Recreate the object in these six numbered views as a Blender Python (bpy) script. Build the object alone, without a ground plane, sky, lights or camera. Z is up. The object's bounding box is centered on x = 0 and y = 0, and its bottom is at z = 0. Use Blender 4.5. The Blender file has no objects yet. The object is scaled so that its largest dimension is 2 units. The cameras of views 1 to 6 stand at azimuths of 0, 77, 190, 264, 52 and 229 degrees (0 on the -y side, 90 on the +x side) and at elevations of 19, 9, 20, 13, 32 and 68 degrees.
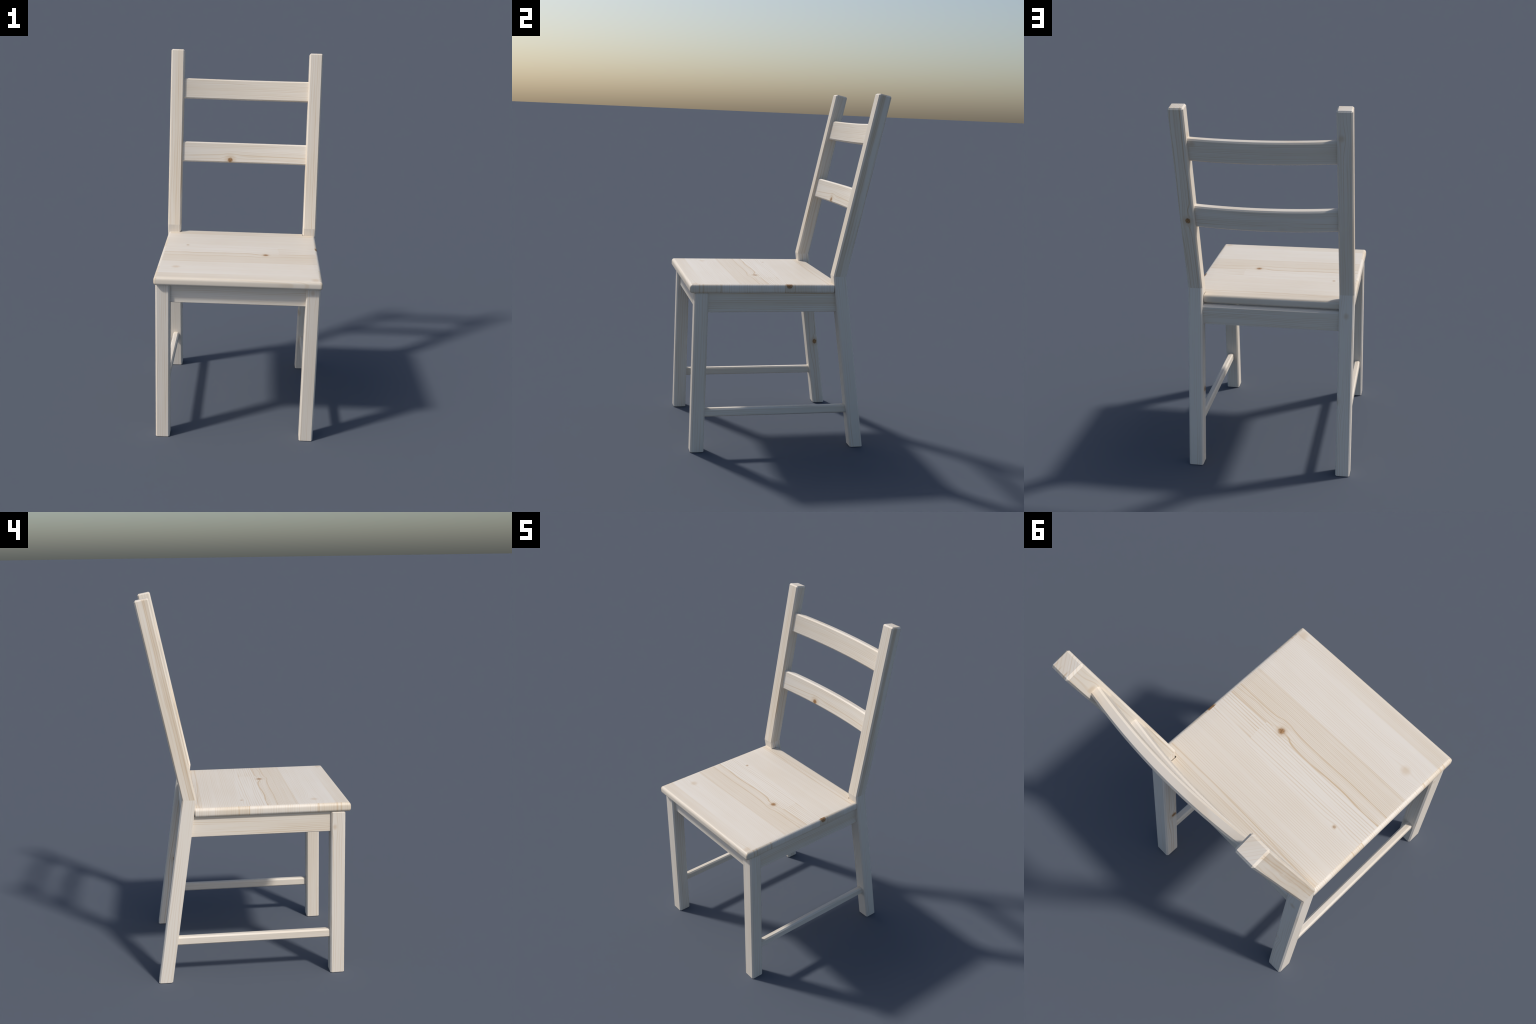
# Ladder-back dining chair of untreated pale pine: solid seat glued up from staves,
# square chamfered legs, raked rear posts, two bowed back slats, aprons and side stretchers.
import bpy, bmesh, math
from mathutils import Vector

# ------------------------------------------------------------------ sizes (metres)
CHAMFER = 0.0072
POST_OUT, POST_IN = 0.4435, 0.3660          # rear posts, |x|
LEG_OUT, LEG_IN = 0.4330, 0.3575            # front legs, |x|
LEG_Y0, LEG_Y1 = -0.5055, -0.4300
FOOT_Y, KINK_Y, TOP_Y = 0.4145, 0.2640, 0.4660   # front face of the rear post at z 0, kink, top
POST_DEPTH = 0.0735                          # horizontal depth of the rear post
KINK_Z, TOP_Z = 0.991, 2.0008
SEAT_TOP, SEAT_BOTTOM = 0.9448, 0.8975
SEAT_X, SEAT_Y0, SEAT_Y1 = 0.4402, -0.5340, 0.3185
NOTCH_X, NOTCH_Y = 0.3640, 0.2710
RAIL_TOP, RAIL_BOTTOM = 0.8988, 0.7888
STRETCH_TOP, STRETCH_BOTTOM = 0.2435, 0.1965

up_dir = Vector((0, TOP_Y - KINK_Y, TOP_Z - KINK_Z)).normalized()     # along the upper post
low_dir = Vector((0, KINK_Y - FOOT_Y, KINK_Z)).normalized()           # along the lower post

# ------------------------------------------------------------------ node helpers
class Graph:
    """Small expression layer over a shader node tree."""
    def __init__(self, name):
        self.mat = bpy.data.materials.new(name)
        self.mat.use_nodes = True
        self.nt = self.mat.node_tree
        self.nt.nodes.clear()

    def node(self, kind, **props):
        n = self.nt.nodes.new(kind)
        for k, v in props.items():
            setattr(n, k, v)
        return n

    def plug(self, socket, value):
        if isinstance(value, bpy.types.NodeSocket):
            self.nt.links.new(value, socket)
        elif value is not None:
            socket.default_value = value

    def m(self, op, a, b=None, c=None, clamp=False):
        n = self.node('ShaderNodeMath', operation=op, use_clamp=clamp)
        for s, v in zip(n.inputs, (a, b, c)):
            self.plug(s, v)
        return n.outputs[0]

    def add(self, a, b): return self.m('ADD', a, b)
    def sub(self, a, b): return self.m('SUBTRACT', a, b)
    def mul(self, a, b): return self.m('MULTIPLY', a, b)

    def total(self, items):
        out = items[0]
        for i in items[1:]:
            out = self.add(out, i)
        return out

    def step(self, x, lo, hi):
        """smooth 0..1 ramp of x from lo to hi (hi may be below lo)"""
        n = self.node('ShaderNodeMapRange', interpolation_type='SMOOTHSTEP')
        if lo > hi:
            for s, v in zip(n.inputs, (x, hi, lo, 1.0, 0.0)):
                self.plug(s, v)
        else:
            for s, v in zip(n.inputs, (x, lo, hi, 0.0, 1.0)):
                self.plug(s, v)
        return n.outputs[0]

    def vec(self, x, y, z):
        n = self.node('ShaderNodeCombineXYZ')
        for s, v in zip(n.inputs, (x, y, z)):
            self.plug(s, v)
        return n.outputs[0]

    def noise(self, vector, scale=1.0, detail=2.0, rough=0.5):
        n = self.node('ShaderNodeTexNoise')
        self.plug(n.inputs['Vector'], vector)
        n.inputs['Scale'].default_value = scale
        n.inputs['Detail'].default_value = detail
        n.inputs['Roughness'].default_value = rough
        return n.outputs['Fac']

    def curve(self, x, lo, hi, pts, vlo, vhi):
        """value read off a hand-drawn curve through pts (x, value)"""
        t = self.m('DIVIDE', self.sub(x, lo), hi - lo, clamp=True)
        n = self.node('ShaderNodeFloatCurve')
        self.plug(n.inputs['Value'], t)
        c = n.mapping.curves[0]
        q = sorted(((px - lo) / (hi - lo), (v - vlo) / (vhi - vlo)) for px, v in pts)
        while len(c.points) < len(q):
            c.points.new(0.5, 0.5)
        for p, (px, v) in zip(c.points, q):
            p.location = (px, v)
        n.mapping.update()
        return self.add(self.mul(n.outputs[0], vhi - vlo), vlo)

    def mix(self, fac, a, b):
        n = self.node('ShaderNodeMix', data_type='RGBA')
        self.plug(n.inputs[0], fac)
        self.plug(n.inputs[6], a)
        self.plug(n.inputs[7], b)
        return n.outputs[2]

    def finish(self, color, rough=0.5, bump=None):
        b = self.node('ShaderNodeBsdfPrincipled')
        self.plug(b.inputs['Base Color'], color)
        self.plug(b.inputs['Roughness'], rough)
        b.inputs['Specular IOR Level'].default_value = 0.35
        if bump is not None:
            n = self.node('ShaderNodeBump')
            n.inputs['Strength'].default_value = 0.06
            n.inputs['Distance'].default_value = 0.001
            self.plug(n.inputs['Height'], bump)
            self.plug(b.inputs['Normal'], n.outputs[0])
        o = self.node('ShaderNodeOutputMaterial')
        self.nt.links.new(b.outputs[0], o.inputs[0])
        return self.mat


PALE = (0.766, 0.706, 0.624, 1)
TAN = (0.672, 0.566, 0.428, 1)
LATE = (0.540, 0.375, 0.200, 1)
KNOT = (0.270, 0.140, 0.058, 1)
HALO = (0.590, 0.445, 0.290, 1)
KNOT_LIGHT = (0.450, 0.265, 0.125, 1)


def coords(g):
    tc = g.node('ShaderNodeTexCoord')
    s = g.node('ShaderNodeSeparateXYZ')
    g.plug(s.inputs[0], tc.outputs['Object'])
    return s.outputs[0], s.outputs[1], s.outputs[2], tc.outputs['Object']


def dot(g, xyz, d):
    parts = [g.mul(c, k) for c, k in zip(xyz, d) if abs(k) > 1e-6]
    return g.total(parts)


def growth_lines(g, v, a, pitch, seed, sharp=0.35):
    """latewood lines: quasi-periodic across the grain (v), slowly drifting along it (a)"""
    drift = g.noise(g.vec(g.mul(v, 38.0), g.mul(a, 1.6), seed), 1.0, 2.0)
    phase = g.add(g.mul(v, 2 * math.pi / pitch), g.mul(drift, 13.0))
    wave = g.m('SINE', phase)
    line = g.step(wave, sharp, 1.0)
    amp = g.noise(g.vec(g.mul(v, 55.0), g.mul(a, 2.0), seed + 7.3), 1.0, 2.0)
    return g.mul(line, g.step(amp, 0.30, 0.66))


def knot_field(g, xyz, knots):
    """Returns (list of per-knot distance ratios). knots: centre, radius, stretch along grain dir."""
    out = []
    for c, r, along in knots:
        d = [g.sub(xyz[i], c[i]) for i in range(3)]
        al = dot(g, d, along)
        sq = g.total([g.mul(q, q) for q in d])
        perp2 = g.sub(sq, g.mul(al, al))
        out.append((g.m('SQRT', g.m('MAXIMUM', perp2, 0.0)), al, r))
    return out


def wood(name, along, across, seed, tint=0.3, lines=0.5, pitch=0.0085, warm=0.0,
         knots=(), faint=(), strokes=None, wander=0.004, shade=1.0):
    """along: grain direction; across: direction the growth rings stack in (unit-ish).
    knots / faint: (centre, radius) branches that surface there."""
    g = Graph(name)
    x, y, z, obj = coords(g)
    xyz = (x, y, z)
    along = Vector(along).normalized()
    a = dot(g, xyz, along)
    v = dot(g, xyz, across)
    # slow wander of the grain, then deflection round the knots
    wob = g.noise(g.vec(g.mul(a, 2.2), g.mul(v, 6.0), seed * 3.1), 1.0, 1.0)
    v = g.add(v, g.mul(g.sub(wob, 0.5), wander * 2))
    knot_masks, halo_masks, faint_masks = [], [], []
    for group, kind in ((knots, 0), (faint, 1)):
        for c, r in group:
            d = [g.sub(xyz[i], c[i]) for i in range(3)]
            al = dot(g, d, along)
            sq = g.total([g.mul(q, q) for q in d])
            perp2 = g.m('MAXIMUM', g.sub(sq, g.mul(al, al)), 0.0)
            rr = g.m('SQRT', g.add(perp2, g.mul(g.mul(al, al), 0.75)))
            ss = g.add(g.mul(perp2, 1.0 / (2.2 * r) ** 2), g.mul(g.mul(al, al), 1.0 / (5.0 * r) ** 2))
            bell = g.m('EXPONENT', g.mul(ss, -1.0))
            v0 = sum(ci * ki for ci, ki in zip(c, across))
            v = g.sub(v, g.mul(g.mul(g.sub(v, v0), bell), 0.75))
            rough = g.add(rr, g.mul(g.sub(g.noise(obj, 160.0, 2.0), 0.5), r * 0.5))
            if kind == 0:
                knot_masks.append(g.step(rough, r * 1.12, r * 0.72))
                halo_masks.append(g.step(rough, r * 2.6, r * 0.9))
            else:
                faint_masks.append(g.step(rough, r * 1.7, r * 0.2))
    band = g.step(g.noise(g.vec(g.mul(v, 30.0), g.mul(a, 0.9), seed), 1.0, 3.0), 0.32, 0.72)
    line = growth_lines(g, v, a, pitch, seed)
    big = g.step(g.noise(g.vec(g.mul(v, 24.0), g.mul(a, 0.5), seed + 21.7), 1.0, 2.0), 0.61, 0.70)
    tone = g.noise(g.vec(g.mul(v, 9.0), g.mul(a, 1.7), seed + 3.0), 1.0, 2.0)
    fibre = g.noise(g.vec(g.mul(v, 420.0), g.mul(a, 14.0), seed), 1.0, 2.0)
    t = g.total([g.mul(band, tint), g.mul(g.sub(tone, 0.5), 0.55), warm,
                 g.mul(g.sub(fibre, 0.5), 0.14)])
    base = g.mix(g.m('MAXIMUM', g.m('MINIMUM', t, 1.0), 0.0), PALE, TAN)
    ink = g.m('MINIMUM', g.add(g.mul(line, lines * 0.80), g.mul(g.mul(big, line), lines * 0.7)), 1.0)
    col = g.mix(ink, base, LATE)
    if strokes:
        for s in strokes(g, xyz, a, v):
            col = g.mix(s, col, LATE)
    for f in faint_masks:
        col = g.mix(g.mul(f, 0.55), col, HALO)
    for h, k in zip(halo_masks, knot_masks):
        col = g.mix(g.mul(h, 0.5), col, HALO)
        speck = g.step(g.noise(obj, 240.0, 2.0), 0.42, 0.62)
        col = g.mix(k, col, g.mix(speck, KNOT, KNOT_LIGHT))
    if shade != 1.0:
        n = g.node('ShaderNodeHueSaturation')
        n.inputs['Value'].default_value = shade
        g.plug(n.inputs['Color'], col)
        col = n.outputs[0]
    return g.finish(col, 0.52, g.add(fibre, g.mul(line, 0.6)))


# ------------------------------------------------------------------ seat material
STAVES = [  # front edge y, tan tint, line strength, pitch of the growth lines
    (-0.540, 0.24, 0.26, 0.0075),
    (-0.456, 0.02, 0.27, 0.0082),
    (-0.262, 0.26, 0.50, 0.0068),
    (-0.103, 0.00, 0.46, 0.0130),
    (0.027, 0.15, 0.30, 0.0090),
    (0.232, 0.38, 0.50, 0.0084),
]


def stroke(g, x, y, pts, width, strength, x0, x1, lo=-0.45, hi=0.45):
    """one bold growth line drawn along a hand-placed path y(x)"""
    vals = [p[1] for p in pts]
    vlo, vhi = min(vals) - 0.02, max(vals) + 0.02
    f = g.curve(x, lo, hi, pts, vlo, vhi)
    wob = g.mul(g.sub(g.noise(g.vec(g.mul(x, 9.0), 3.3, y), 1.0, 2.0), 0.5), 0.003)
    d = g.m('ABSOLUTE', g.sub(g.add(y, wob), f))
    wv = g.mul(g.noise(g.vec(g.mul(x, 7.0), 1.1, 0.0), 1.0, 2.0), width * 2)
    body = g.m('SUBTRACT', 1.0, g.m('DIVIDE', d, wv, clamp=True), clamp=True)
    body = g.m('POWER', body, 0.8)
    ends = g.mul(g.step(x, x0 - 0.02, x0 + 0.02), g.step(x, x1 + 0.02, x1 - 0.02))
    return g.mul(g.mul(body, ends), strength)


def seat_wood():
    g = Graph('pine_glued_staves')
    x, y, z, obj = coords(g)
    # which stave: running sums of steps at the glue lines
    def by_stave(idx):
        out = STAVES[0][idx]
        for prev, cur in zip(STAVES, STAVES[1:]):
            s = g.step(y, cur[0] - 0.0012, cur[0] + 0.0012)
            out = g.add(g.mul(s, cur[idx] - prev[idx]), out)
        return out
    num = 0.0
    for i, cur in enumerate(STAVES[1:]):
        num = g.add(g.m('GREATER_THAN', y, cur[0]), num)
    stave = num
    # finger joint across the fourth stave: a zigzag end-to-end joint
    in4 = g.mul(g.m('GREATER_THAN', y, -0.103), g.m('LESS_THAN', y, 0.027))
    zig = g.m('PINGPONG', g.add(y, 0.5), 0.007)
    joint = g.mul(in4, g.m('GREATER_THAN', x, g.add(0.211, g.mul(zig, 0.9))))
    num = g.add(num, g.mul(joint, 11.0))
    # the milled round-over on the two end-grain sides shows its own ring pattern
    ax = g.m('ABSOLUTE', x)
    rim = g.m('GREATER_THAN', ax, 0.4245)
    tint = g.add(by_stave(1), g.mul(joint, 0.08))
    strength = by_stave(2)
    v = y
    wob = g.noise(g.vec(g.mul(x, 2.0), g.mul(y, 7.0), num), 1.0, 1.0)
    v = g.add(v, g.mul(g.sub(wob, 0.5), 0.010))
    marks = [  # x, y, radius, dark?, reach of the deflection (which stays inside the knot's own stave)
        (0.143, -0.1190, 0.0162, 1.0, 1.0),
        (-0.304, 0.0225, 0.0068, 0.60, 1.4),
        (-0.338, -0.3560, 0.0200, 0.0, 1.0),
        (0.403, -0.5030, 0.0200, 0.0, 1.0),
    ]
    layers = []
    for kx, ky, r, dark, reach in marks:
        dx, dy = g.sub(x, kx), g.sub(y, ky)
        rr = g.m('SQRT', g.add(g.mul(dy, dy), g.mul(g.mul(dx, dx), 0.9)))
        ss = g.add(g.mul(g.mul(dy, dy), 1.0 / (2.1 * r * reach) ** 2),
                   g.mul(g.mul(dx, dx), 1.0 / (4.6 * r * reach) ** 2))
        bell = g.m('EXPONENT', g.mul(ss, -1.0))
        home = max(i for i, st in enumerate(STAVES) if ky > st[0])
        bell = g.mul(bell, g.m('COMPARE', stave, float(home), 0.5))
        v = g.sub(v, g.mul(g.mul(g.sub(v, ky), bell), 0.78))
        rough = g.add(rr, g.mul(g.sub(g.noise(obj, 150.0, 2.0), 0.5), r * 0.45))
        layers.append((rough, r, dark))
    seedv = g.mul(num, 5.37)
    drift = g.noise(g.vec(g.mul(v, 30.0), g.mul(x, 1.1), seedv), 1.0, 2.0)
    amp = g.noise(g.vec(g.mul(v, 50.0), g.mul(x, 1.6), g.add(seedv, 7.3)), 1.0, 2.0)
    waves = []
    # each stave's own ring pitch (constant per stave, so pick by mask)
    wave = None
    for i, st in enumerate(STAVES):
        ph = g.add(g.mul(v, 2 * math.pi / st[3]), g.mul(drift, 11.0))
        s = g.m('SINE', ph)
        if wave is None:
            wave = s
        else:
            k = g.m('GREATER_THAN', y, st[0])
            wave = g.add(g.mul(wave, g.sub(1.0, k)), g.mul(s, k))
    line = g.mul(g.step(wave, 0.25, 1.0), g.step(amp, 0.28, 0.62))
    line = g.mul(line, g.add(g.mul(joint, 0.35), 1.0))
    band = g.step(g.noise(g.vec(g.mul(v, 26.0), g.mul(x, 0.8), seedv), 1.0, 3.0), 0.3, 0.7)
    tone = g.noise(g.vec(g.mul(y, 5.0), g.mul(x, 2.6), g.add(seedv, 1.0)), 1.0, 2.0)
    fibre = g.noise(g.vec(g.mul(v, 420.0), g.mul(x, 14.0), seedv), 1.0, 2.0)
    # the front stave pales out toward one end, the fifth toward the other
    t = g.total([tint, g.mul(g.mul(band, g.add(tint, 0.12)), 0.45), g.mul(g.sub(tone, 0.5), 0.55),
                 g.mul(g.sub(fibre, 0.5), 0.12), g.mul(g.mul(g.m('GREATER_THAN', y, 0.027), x), 0.22),
                 g.mul(g.mul(g.m('LESS_THAN', y, -0.456), x), -0.35)])
    base = g.mix(g.m('MAXIMUM', g.m('MINIMUM', t, 1.0), 0.0), PALE, TAN)
    col = g.mix(g.m('MINIMUM', g.mul(line, strength), 1.0), base, LATE)
    # bold latewood strokes of the knotty stave
    strokes = [
        ([(-0.45, -0.153), (-0.25, -0.156), (-0.05, -0.153), (0.05, -0.154), (0.10, -0.158),
          (0.155, -0.163), (0.21, -0.153), (0.29, -0.150), (0.45, -0.148)], 0.0034, 0.62, -0.45, 0.45),
        ([(-0.45, -0.104), (-0.33, -0.102), (-0.23, -0.107), (-0.15, -0.106), (-0.08, -0.102),
          (0.0, -0.100), (0.045, -0.102), (0.08, -0.108), (0.112, -0.118), (0.45, -0.118)], 0.0050, 0.80, -0.45, 0.112),
        ([(-0.45, -0.12), (0.10, -0.146), (0.14, -0.149), (0.17, -0.143), (0.20, -0.137), (0.25, -0.136),
          (0.30, -0.139), (0.36, -0.133), (0.45, -0.126)], 0.0034, 0.40, 0.12, 0.45),
        ([(-0.45, -0.12), (0.17, -0.113), (0.20, -0.109), (0.26, -0.1045), (0.34, -0.104),
          (0.45, -0.102)], 0.0030, 0.55, 0.185, 0.45),
        ([(-0.45, -0.190), (-0.2, -0.193), (0.1, -0.196), (0.45, -0.187)], 0.0022, 0.30, -0.45, 0.45),
        ([(-0.45, -0.250), (-0.2, -0.254), (0.1, -0.252), (0.45, -0.249)], 0.0024, 0.30, -0.45, 0.45),
        ([(-0.45, 0.247), (-0.3, 0.250), (-0.1, 0.243), (0.1, 0.240), (0.45, 0.243)], 0.0034, 0.55, -0.45, 0.45),
        ([(-0.45, 0.262), (-0.1, 0.266), (0.45, 0.262)], 0.0024, 0.35, -0.45, 0.45),
    ]
    ink = None
    for pts, w, s, x0, x1 in strokes:
        k = stroke(g, x, y, pts, w, s, x0, x1)
        ink = k if ink is None else g.m('MAXIMUM', ink, k)
    col = g.mix(ink, col, LATE)
    for rough, r, dark in layers:
        if dark:
            col = g.mix(g.mul(g.step(rough, r * 2.1, r * 0.7), 0.55), col, HALO)
            speck = g.step(g.noise(obj, 230.0, 2.0), 0.42, 0.62)
            col = g.mix(g.mul(g.step(rough, r * 1.15, r * 0.45), dark), col, g.mix(speck, KNOT, KNOT_LIGHT))
        else:
            col = g.mix(g.mul(g.step(rough, r * 1.5, r * 0.2), 0.50), col, HALO)
    # end-grain sides
    ph = g.add(g.mul(y, 2 * math.pi / 0.0092), g.mul(g.noise(g.vec(g.mul(y, 34.0), 0.0, 4.0), 1.0, 2.0), 12.0))
    el = g.mul(g.step(g.m('SINE', ph), 0.1, 1.0), g.step(g.noise(g.vec(g.mul(y, 26.0), 2.0, 8.0), 1.0, 3.0), 0.38, 0.6))
    dark_bands = g.m('MAXIMUM', g.mul(g.step(y, -0.010, -0.004), g.step(y, 0.19, 0.11)),
                     g.step(y, -0.33, -0.40))
    rimcol = g.mix(g.mul(dark_bands, 0.55), g.mix(0.12, PALE, TAN), TAN)
    rimcol = g.mix(g.mul(el, 0.42), rimcol, LATE)
    for yb in (0.0476, -0.0063, -0.4607, -0.4830, -0.3640):
        rimcol = g.mix(g.mul(g.step(g.m('ABSOLUTE', g.sub(y, yb)), 0.0042, 0.0008), 0.6), rimcol, LATE)
    ky, kz = g.sub(y, 0.0155), g.sub(z, 0.9415)
    kr = g.add(g.m('SQRT', g.add(g.mul(ky, ky), g.mul(kz, kz))), g.mul(g.sub(g.noise(obj, 150.0, 2.0), 0.5), 0.008))
    right = g.m('GREATER_THAN', x, 0.0)
    rimcol = g.mix(g.mul(right, g.mul(g.step(kr, 0.030, 0.014), 0.5)), rimcol, HALO)
    speck = g.step(g.noise(obj, 230.0, 2.0), 0.42, 0.62)
    rimcol = g.mix(g.mul(right, g.step(kr, 0.0200, 0.0145)), rimcol, g.mix(speck, KNOT, KNOT_LIGHT))
    col = g.mix(rim, col, rimcol)
    return g.finish(col, 0.48, g.add(fibre, g.mul(line, 0.5)))


# ------------------------------------------------------------------ meshes
def make_object(name, bm, mat, parent, smooth=False):
    me = bpy.data.meshes.new(name)
    bmesh.ops.recalc_face_normals(bm, faces=bm.faces[:])
    bm.to_mesh(me)
    bm.free()
    if smooth:
        for p in me.polygons:
            p.use_smooth = True
        me.set_sharp_from_angle(angle=math.radians(40))
    me.materials.append(mat)
    ob = bpy.data.objects.new(name, me)
    bpy.context.collection.objects.link(ob)
    ob.parent = parent
    return ob


def hexahedron(bottom, top):
    """bottom/top: four corners each, same winding"""
    bm = bmesh.new()
    b = [bm.verts.new(p) for p in bottom]
    t = [bm.verts.new(p) for p in top]
    bm.faces.new(b[::-1])
    bm.faces.new(t)
    for i in range(4):
        j = (i + 1) % 4
        bm.faces.new((b[i], b[j], t[j], t[i]))
    return bm


def chamfer(bm, width, keep_sharp=lambda e: False):
    edges = [e for e in bm.edges if not keep_sharp(e)]
    bmesh.ops.bevel(bm, geom=edges, offset=width, offset_type='OFFSET', segments=1,
                    profile=0.5, affect='EDGES', clamp_overlap=True)


def box(x0, x1, y0, y1, z0, z1):
    lo = [(x0, y0, z0), (x1, y0, z0), (x1, y1, z0), (x0, y1, z0)]
    return hexahedron(lo, [(p[0], p[1], z1) for p in lo])


def rail(x0, x1, y0, y1, z0, z1, axis, width):
    """straight rail with only its long edges chamfered"""
    bm = box(x0, x1, y0, y1, z0, z1)
    def is_end(e):
        d = e.verts[1].co - e.verts[0].co
        return abs(d[axis]) < 1e-5
    chamfer(bm, width, is_end)
    return bm


def slat_mesh(z_low, z_high, thickness, inset, bow, segments=40):
    """bowed back slat that leans with the posts; chamfered octagonal section swept along x"""
    bm = bmesh.new()
    height = (z_high - z_low) / up_dir.z
    normal = Vector((0, up_dir.z, -up_dir.y))            # straight back out of the slat
    def front_y(z):
        return KINK_Y + (z - KINK_Z) * up_dir.y / up_dir.z
    foot = Vector((0, front_y(z_low), z_low)) + normal * inset
    c = CHAMFER
    section = [(0, c), (c, 0), (thickness - c, 0), (thickness, c),
               (thickness, height - c), (thickness - c, height), (c, height), (0, height - c)]
    reach = POST_IN + 0.006
    rings = []
    for i in range(segments + 1):
        s = -1 + 2 * i / segments
        back = bow * (1 - s * s)
        ring = []
        for d, h in section:
            p = foot + normal * (d + back) + up_dir * h
            ring.append(bm.verts.new((s * reach, p.y, p.z)))
        rings.append(ring)
    n = len(section)
    for r0, r1 in zip(rings, rings[1:]):
        for k in range(n):
            bm.faces.new((r0[k], r0[(k + 1) % n], r1[(k + 1) % n], r1[k]))
    bm.faces.new(rings[0][::-1])
    bm.faces.new(rings[-1])
    return bm


def seat_mesh():
    """notched board with a generous round-over; the notches for the posts stay square"""
    bm = bmesh.new()
    corner = 0.011

    def outline(d):
        """plan outline pulled in by d on the rounded sides"""
        ex, fy, by = SEAT_X - d, SEAT_Y0 + d, SEAT_Y1 - d
        r = max(corner - d, 0.002)
        pts = []
        for sx, start in ((-1, 180), (1, 270)):
            for k in range(6):
                t = math.radians(start + 18 * k)
                pts.append((sx * (ex - r) + r * math.cos(t), fy + r + r * math.sin(t)))
        nx = NOTCH_X
        pts += [(ex, NOTCH_Y), (nx, NOTCH_Y), (nx, by), (-nx, by), (-nx, NOTCH_Y), (-ex, NOTCH_Y)]
        return pts
    r_top, r_low, n = 0.0175, 0.0150, 8
    profile = []                                    # (inset, z) from underside to top
    for k in range(n + 1):
        t = 0.5 * math.pi * k / n
        profile.append((r_low * (1 - math.sin(t)), SEAT_BOTTOM + r_low * (1 - math.cos(t))))
    for k in range(n + 1):
        t = 0.5 * math.pi * k / n
        profile.append((r_top * (1 - math.cos(t)), SEAT_TOP - r_top * (1 - math.sin(t))))
    rings = [[bm.verts.new((px, py, z)) for px, py in outline(d)] for d, z in profile]
    m = len(rings[0])
    for r0, r1 in zip(rings, rings[1:]):
        for k in range(m):
            bm.faces.new((r0[k], r0[(k + 1) % m], r1[(k + 1) % m], r1[k]))
    bm.faces.new(rings[0][::-1])
    bm.faces.new(rings[-1])
    bmesh.ops.triangulate(bm, faces=[f for f in bm.faces if len(f.verts) > 4])
    return bm


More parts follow.
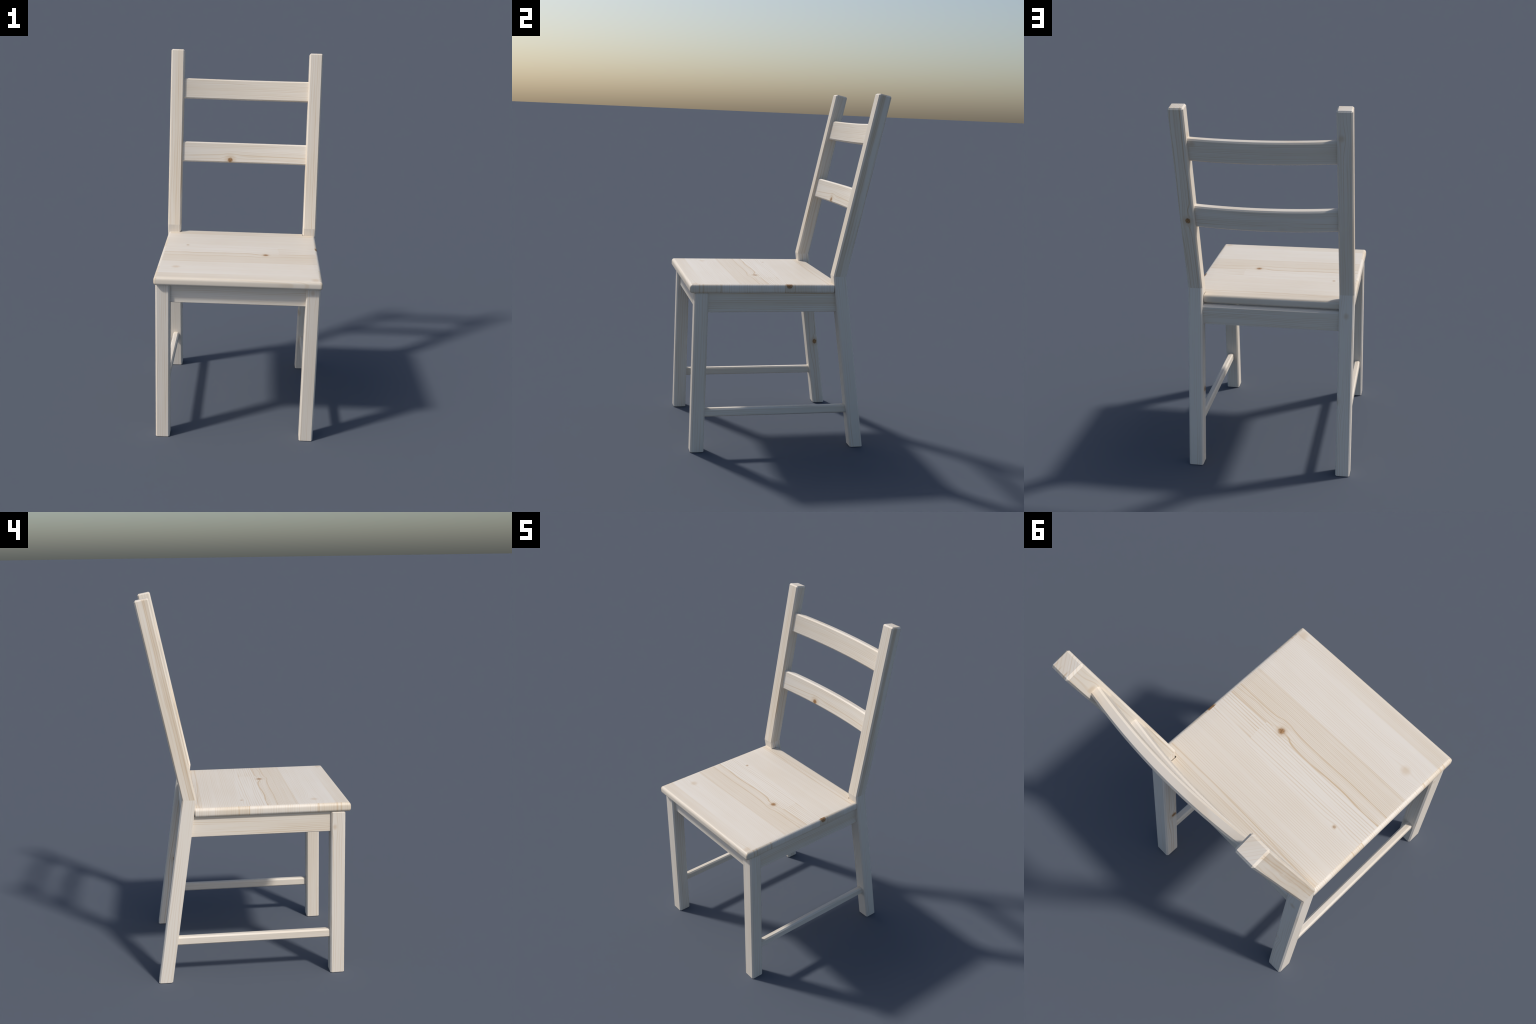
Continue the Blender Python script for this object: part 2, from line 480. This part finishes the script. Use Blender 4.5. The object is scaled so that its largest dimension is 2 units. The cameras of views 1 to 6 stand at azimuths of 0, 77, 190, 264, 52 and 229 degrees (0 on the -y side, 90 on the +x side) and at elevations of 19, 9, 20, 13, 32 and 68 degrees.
# ------------------------------------------------------------------ build
def build():
    chair = bpy.data.objects.new('wooden_chair', None)
    bpy.context.collection.objects.link(chair)
    chair['label'] = 'pale unfinished pine chair with two curved back slats'
    chair['category'] = 'chair'

    make_object('seat', seat_mesh(), seat_wood(), chair, smooth=True)

    def post_strokes(g, xyz, a, v):
        x, y, z = xyz
        # only near the rear face of the raked post
        rear = g.step(g.sub(g.mul(g.sub(y, KINK_Y), up_dir.z), g.mul(g.sub(z, KINK_Z), up_dir.y)), 0.040, 0.062)
        paths = [([(0.9, 0.425), (1.0, 0.4255), (1.2, 0.431), (1.39, 0.440), (1.55, 0.4365), (1.70, 0.4345),
                   (1.9, 0.4365), (2.0, 0.431), (2.1, 0.430)], 0.0030, 0.55, 0.9, 2.1),
                 ([(0.9, 0.405), (1.2, 0.412), (1.30, 0.417), (1.39, 0.4255), (1.48, 0.421), (1.7, 0.416), (2.1, 0.410)],
                  0.0024, 0.40, 0.9, 2.1),
                 ([(0.9, 0.392), (1.432, 0.398), (1.4725, 0.389), (1.51, 0.3835), (1.59, 0.3830), (1.70, 0.3875),
                   (1.81, 0.3857), (2.1, 0.3830)], 0.0032, 0.75, 1.425, 2.1),
                 ([(0.9, 0.388), (1.1, 0.386), (1.29, 0.3885), (1.344, 0.394), (1.37, 0.403), (2.1, 0.41)],
                  0.0030, 0.60, 0.9, 1.368)]
        return post_band(g, xyz, a, v) + [g.mul(rear, stroke(g, z, x, p, w, k, z0, z1, 0.9, 2.1))
                                          for p, w, k, z0, z1 in paths]

    def post_band(g, xyz, a, v):
        # warmer heartwood streak along the front half of the side faces
        x, y, z = xyz
        q = g.sub(g.mul(g.sub(y, KINK_Y), up_dir.z), g.mul(g.sub(z, KINK_Z), up_dir.y))
        side_face = g.step(g.m('ABSOLUTE', x), POST_OUT - 0.010, POST_OUT - 0.002)
        paths = [([(0.9, 0.022), (1.5, 0.020), (2.1, 0.024)], 0.018, 0.34),
                 ([(0.9, 0.010), (1.4, 0.018), (2.1, 0.026)], 0.0026, 0.50),
                 ([(0.9, 0.034), (1.5, 0.030), (2.1, 0.033)], 0.0024, 0.40)]
        return [g.mul(side_face, stroke(g, z, q, p, w, k, 0.9, 2.1, 0.9, 2.1)) for p, w, k in paths]

    def leg_strokes(g, xyz, a, v):
        x, y, z = xyz
        ax = g.m('ABSOLUTE', x)
        inner = g.step(ax, POST_IN + 0.016, POST_IN + 0.004)
        # distance back from the leg's front face
        q = g.sub(y, g.add(g.mul(z, (KINK_Y - FOOT_Y) / KINK_Z), FOOT_Y))
        mirrored = g.m('GREATER_THAN', x, 0.0)          # the two legs are a mirrored pair
        q = g.add(g.mul(q, g.sub(1.0, mirrored)), g.mul(g.sub(POST_DEPTH, q), mirrored))
        paths = [([(-0.1, 0.030), (0.1, 0.032), (0.23, 0.030), (0.374, 0.020), (0.44, 0.022), (0.6, 0.028), (1.1, 0.026)],
                  0.0030, 0.55, -0.1, 1.1),
                 ([(-0.1, 0.043), (0.1, 0.044), (0.30, 0.043), (0.38, 0.040), (0.43, 0.0446), (1.1, 0.05)], 0.0028, 0.5, -0.1, 0.40),
                 ([(-0.1, 0.05), (0.43, 0.048), (0.47, 0.058), (0.5, 0.062), (0.7, 0.060), (1.1, 0.056)], 0.0028, 0.6, 0.43, 1.1)]
        return [g.mul(inner, stroke(g, z, q, p, w, k, z0, z1, -0.1, 1.1)) for p, w, k, z0, z1 in paths]

    for side in (1, -1):
        s = 'right' if side > 0 else 'left'
        sd = 10.0 if side > 0 else 33.0
        # front leg
        bm = box(*sorted((side * LEG_IN, side * LEG_OUT)), LEG_Y0, LEG_Y1, 0.0, RAIL_TOP)
        chamfer(bm, CHAMFER, lambda e: all(w.co.z < 1e-5 for w in e.verts))
        make_object('leg', bm, wood('pine_leg_' + s, (0, 0, 1), (0.8, 0.6 * side, 0), sd + 1,
                                    tint=0.26, lines=0.42, pitch=0.0082,
                                    faint=[((-LEG_OUT, -0.450, 0.815), 0.011) if side < 0 else ((0.392, LEG_Y0, 0.872), 0.011)]), chair)
        # rear leg, below the kink
        xs = sorted((side * POST_IN, side * POST_OUT))
        def ring(yf, z):
            return [(xs[0], yf, z), (xs[1], yf, z), (xs[1], yf + POST_DEPTH, z), (xs[0], yf + POST_DEPTH, z)]
        bm = hexahedron(ring(FOOT_Y, 0.0), ring(KINK_Y, KINK_Z))
        chamfer(bm, CHAMFER, lambda e: abs(e.verts[0].co.z - e.verts[1].co.z) < 1e-5)
        make_object('leg', bm, wood('pine_rear_leg_' + s, low_dir, (0.75, 0.66 * side, 0.1 * side), sd + 4,
                                    tint=0.12, lines=0.36, pitch=0.0086, warm=-0.16,
                                    strokes=leg_strokes, knots=[((side * POST_IN, 0.4035 if side < 0 else 0.3730, 0.414), 0.0140)],
                                    faint=[((-0.405, 0.357, 0.880), 0.013)] if side < 0 else []), chair)
        # backrest post, above the kink; its top is cut square to the rake
        normal = Vector((0, up_dir.z, -up_dir.y))
        thick = POST_DEPTH * up_dir.z
        tf = Vector((0, TOP_Y, TOP_Z))
        tb = tf + normal * thick
        top = [(xs[0], tf.y, tf.z), (xs[1], tf.y, tf.z), (xs[1], tb.y, tb.z), (xs[0], tb.y, tb.z)]
        bm = hexahedron(ring(KINK_Y, KINK_Z), top)
        chamfer(bm, CHAMFER, lambda e: all(abs(w.co.z - KINK_Z) < 1e-5 for w in e.verts))
        if side > 0:
            kn, fa = [((0.4020, 0.4185, 1.391), 0.0140)], [((POST_IN, 0.475, 1.848), 0.013)]
        else:
            kn, fa = [], [((-0.389, 0.5070, 1.852), 0.014)]
        make_object('backrest_post', bm,
                    wood('pine_post_' + s, up_dir, (0.80 * side, 0.60, -0.12), sd + 9,
                         tint=0.45, lines=0.50, pitch=0.0105, warm=0.16, knots=kn, faint=fa,
                         strokes=post_strokes if side > 0 else post_band), chair)
        # side apron
        x_out, x_in = 0.4195, 0.3815
        bm = rail(*sorted((side * x_in, side * x_out)), LEG_Y1 - 0.004, 0.310, RAIL_BOTTOM, RAIL_TOP, 1, 0.003)
        make_object('apron', bm, wood('pine_side_apron_' + s, (0, 1, 0.02), (0.25, 0, 0.97), sd + 13,
                                      tint=0.45, lines=0.62, pitch=0.0100, warm=0.16), chair)
        # side stretcher
        bm = rail(*sorted((side * 0.3850, side * 0.4190)), LEG_Y1 - 0.004, 0.3860 + 0.012,
                  STRETCH_BOTTOM, STRETCH_TOP, 1, CHAMFER)
        make_object('stretcher', bm, wood('pine_stretcher_' + s, (0, 1, 0), (0.5, 0, 0.86), sd + 17,
                                          tint=0.25, lines=0.36, pitch=0.0090, warm=0.05), chair)

    # cross aprons
    bm = rail(-LEG_IN - 0.004, LEG_IN + 0.004, -0.4855, -0.4475, RAIL_BOTTOM, RAIL_TOP, 0, 0.003)
    make_object('apron', bm, wood('pine_cross_apron', (1, 0, 0.015), (0, 0.25, 0.97), 61,
                                  tint=0.30, lines=0.40, pitch=0.0095), chair)
    bm = box(-POST_IN - 0.004, POST_IN + 0.004, 0.3020, 0.3410, RAIL_BOTTOM, RAIL_TOP - 0.0042)
    chamfer(bm, 0.0095, lambda e: not all(w.co.y > 0.34 and w.co.z > 0.88 for w in e.verts))
    make_object('apron', bm, wood('pine_cross_apron_plain', (1, 0, -0.01), (0, 0.25, 0.97), 67,
                                  tint=0.40, lines=0.62, pitch=0.0095, warm=0.10), chair)

    # bowed back slats
    make_object('backrest_slat', slat_mesh(1.7250, 1.8403, 0.038, 0.0155, 0.028),
                wood('pine_slat', (1, 0, 0), (0, 0.15, 0.98), 71, tint=0.42, lines=0.44, pitch=0.0088,
                     warm=0.12, faint=[((0.345, 0.487, 1.805), 0.014)]), chair)

    def slat_strokes(g, xyz, a, v):
        x, y, z = xyz
        front = g.step(y, 0.44, 0.40)
        top = stroke(g, x, z, [(-0.45, 1.3955), (-0.15, 1.3990), (-0.09, 1.4050), (0.0, 1.3985),
                               (0.2, 1.3965), (0.45, 1.3985)], 0.0030, 0.55, -0.45, 0.45)
        low = stroke(g, x, z, [(-0.45, 1.3720), (-0.15, 1.3775), (-0.09, 1.3900), (-0.03, 1.3800),
                               (0.1, 1.3770), (0.45, 1.3755)], 0.0024, 0.42, -0.45, 0.45)
        return [g.mul(front, top), g.mul(front, low)]
    make_object('backrest_slat', slat_mesh(1.3617, 1.4778, 0.040, 0.0135, 0.028),
                wood('pine_slat_knotty', (1, 0, 0), (0, 0.15, 0.98), 79, tint=0.32, lines=0.42, pitch=0.0088,
                     warm=0.04, knots=[((-0.0838, 0.388, 1.3690), 0.0158)], strokes=slat_strokes), chair)
    for ob in chair.children:
        if not ob.name.startswith('seat'):
            m = ob.data
            for p in m.polygons:
                p.use_smooth = ob.name.startswith('backrest_slat')
            if ob.name.startswith('backrest_slat'):
                m.set_sharp_from_angle(angle=math.radians(30))


build()
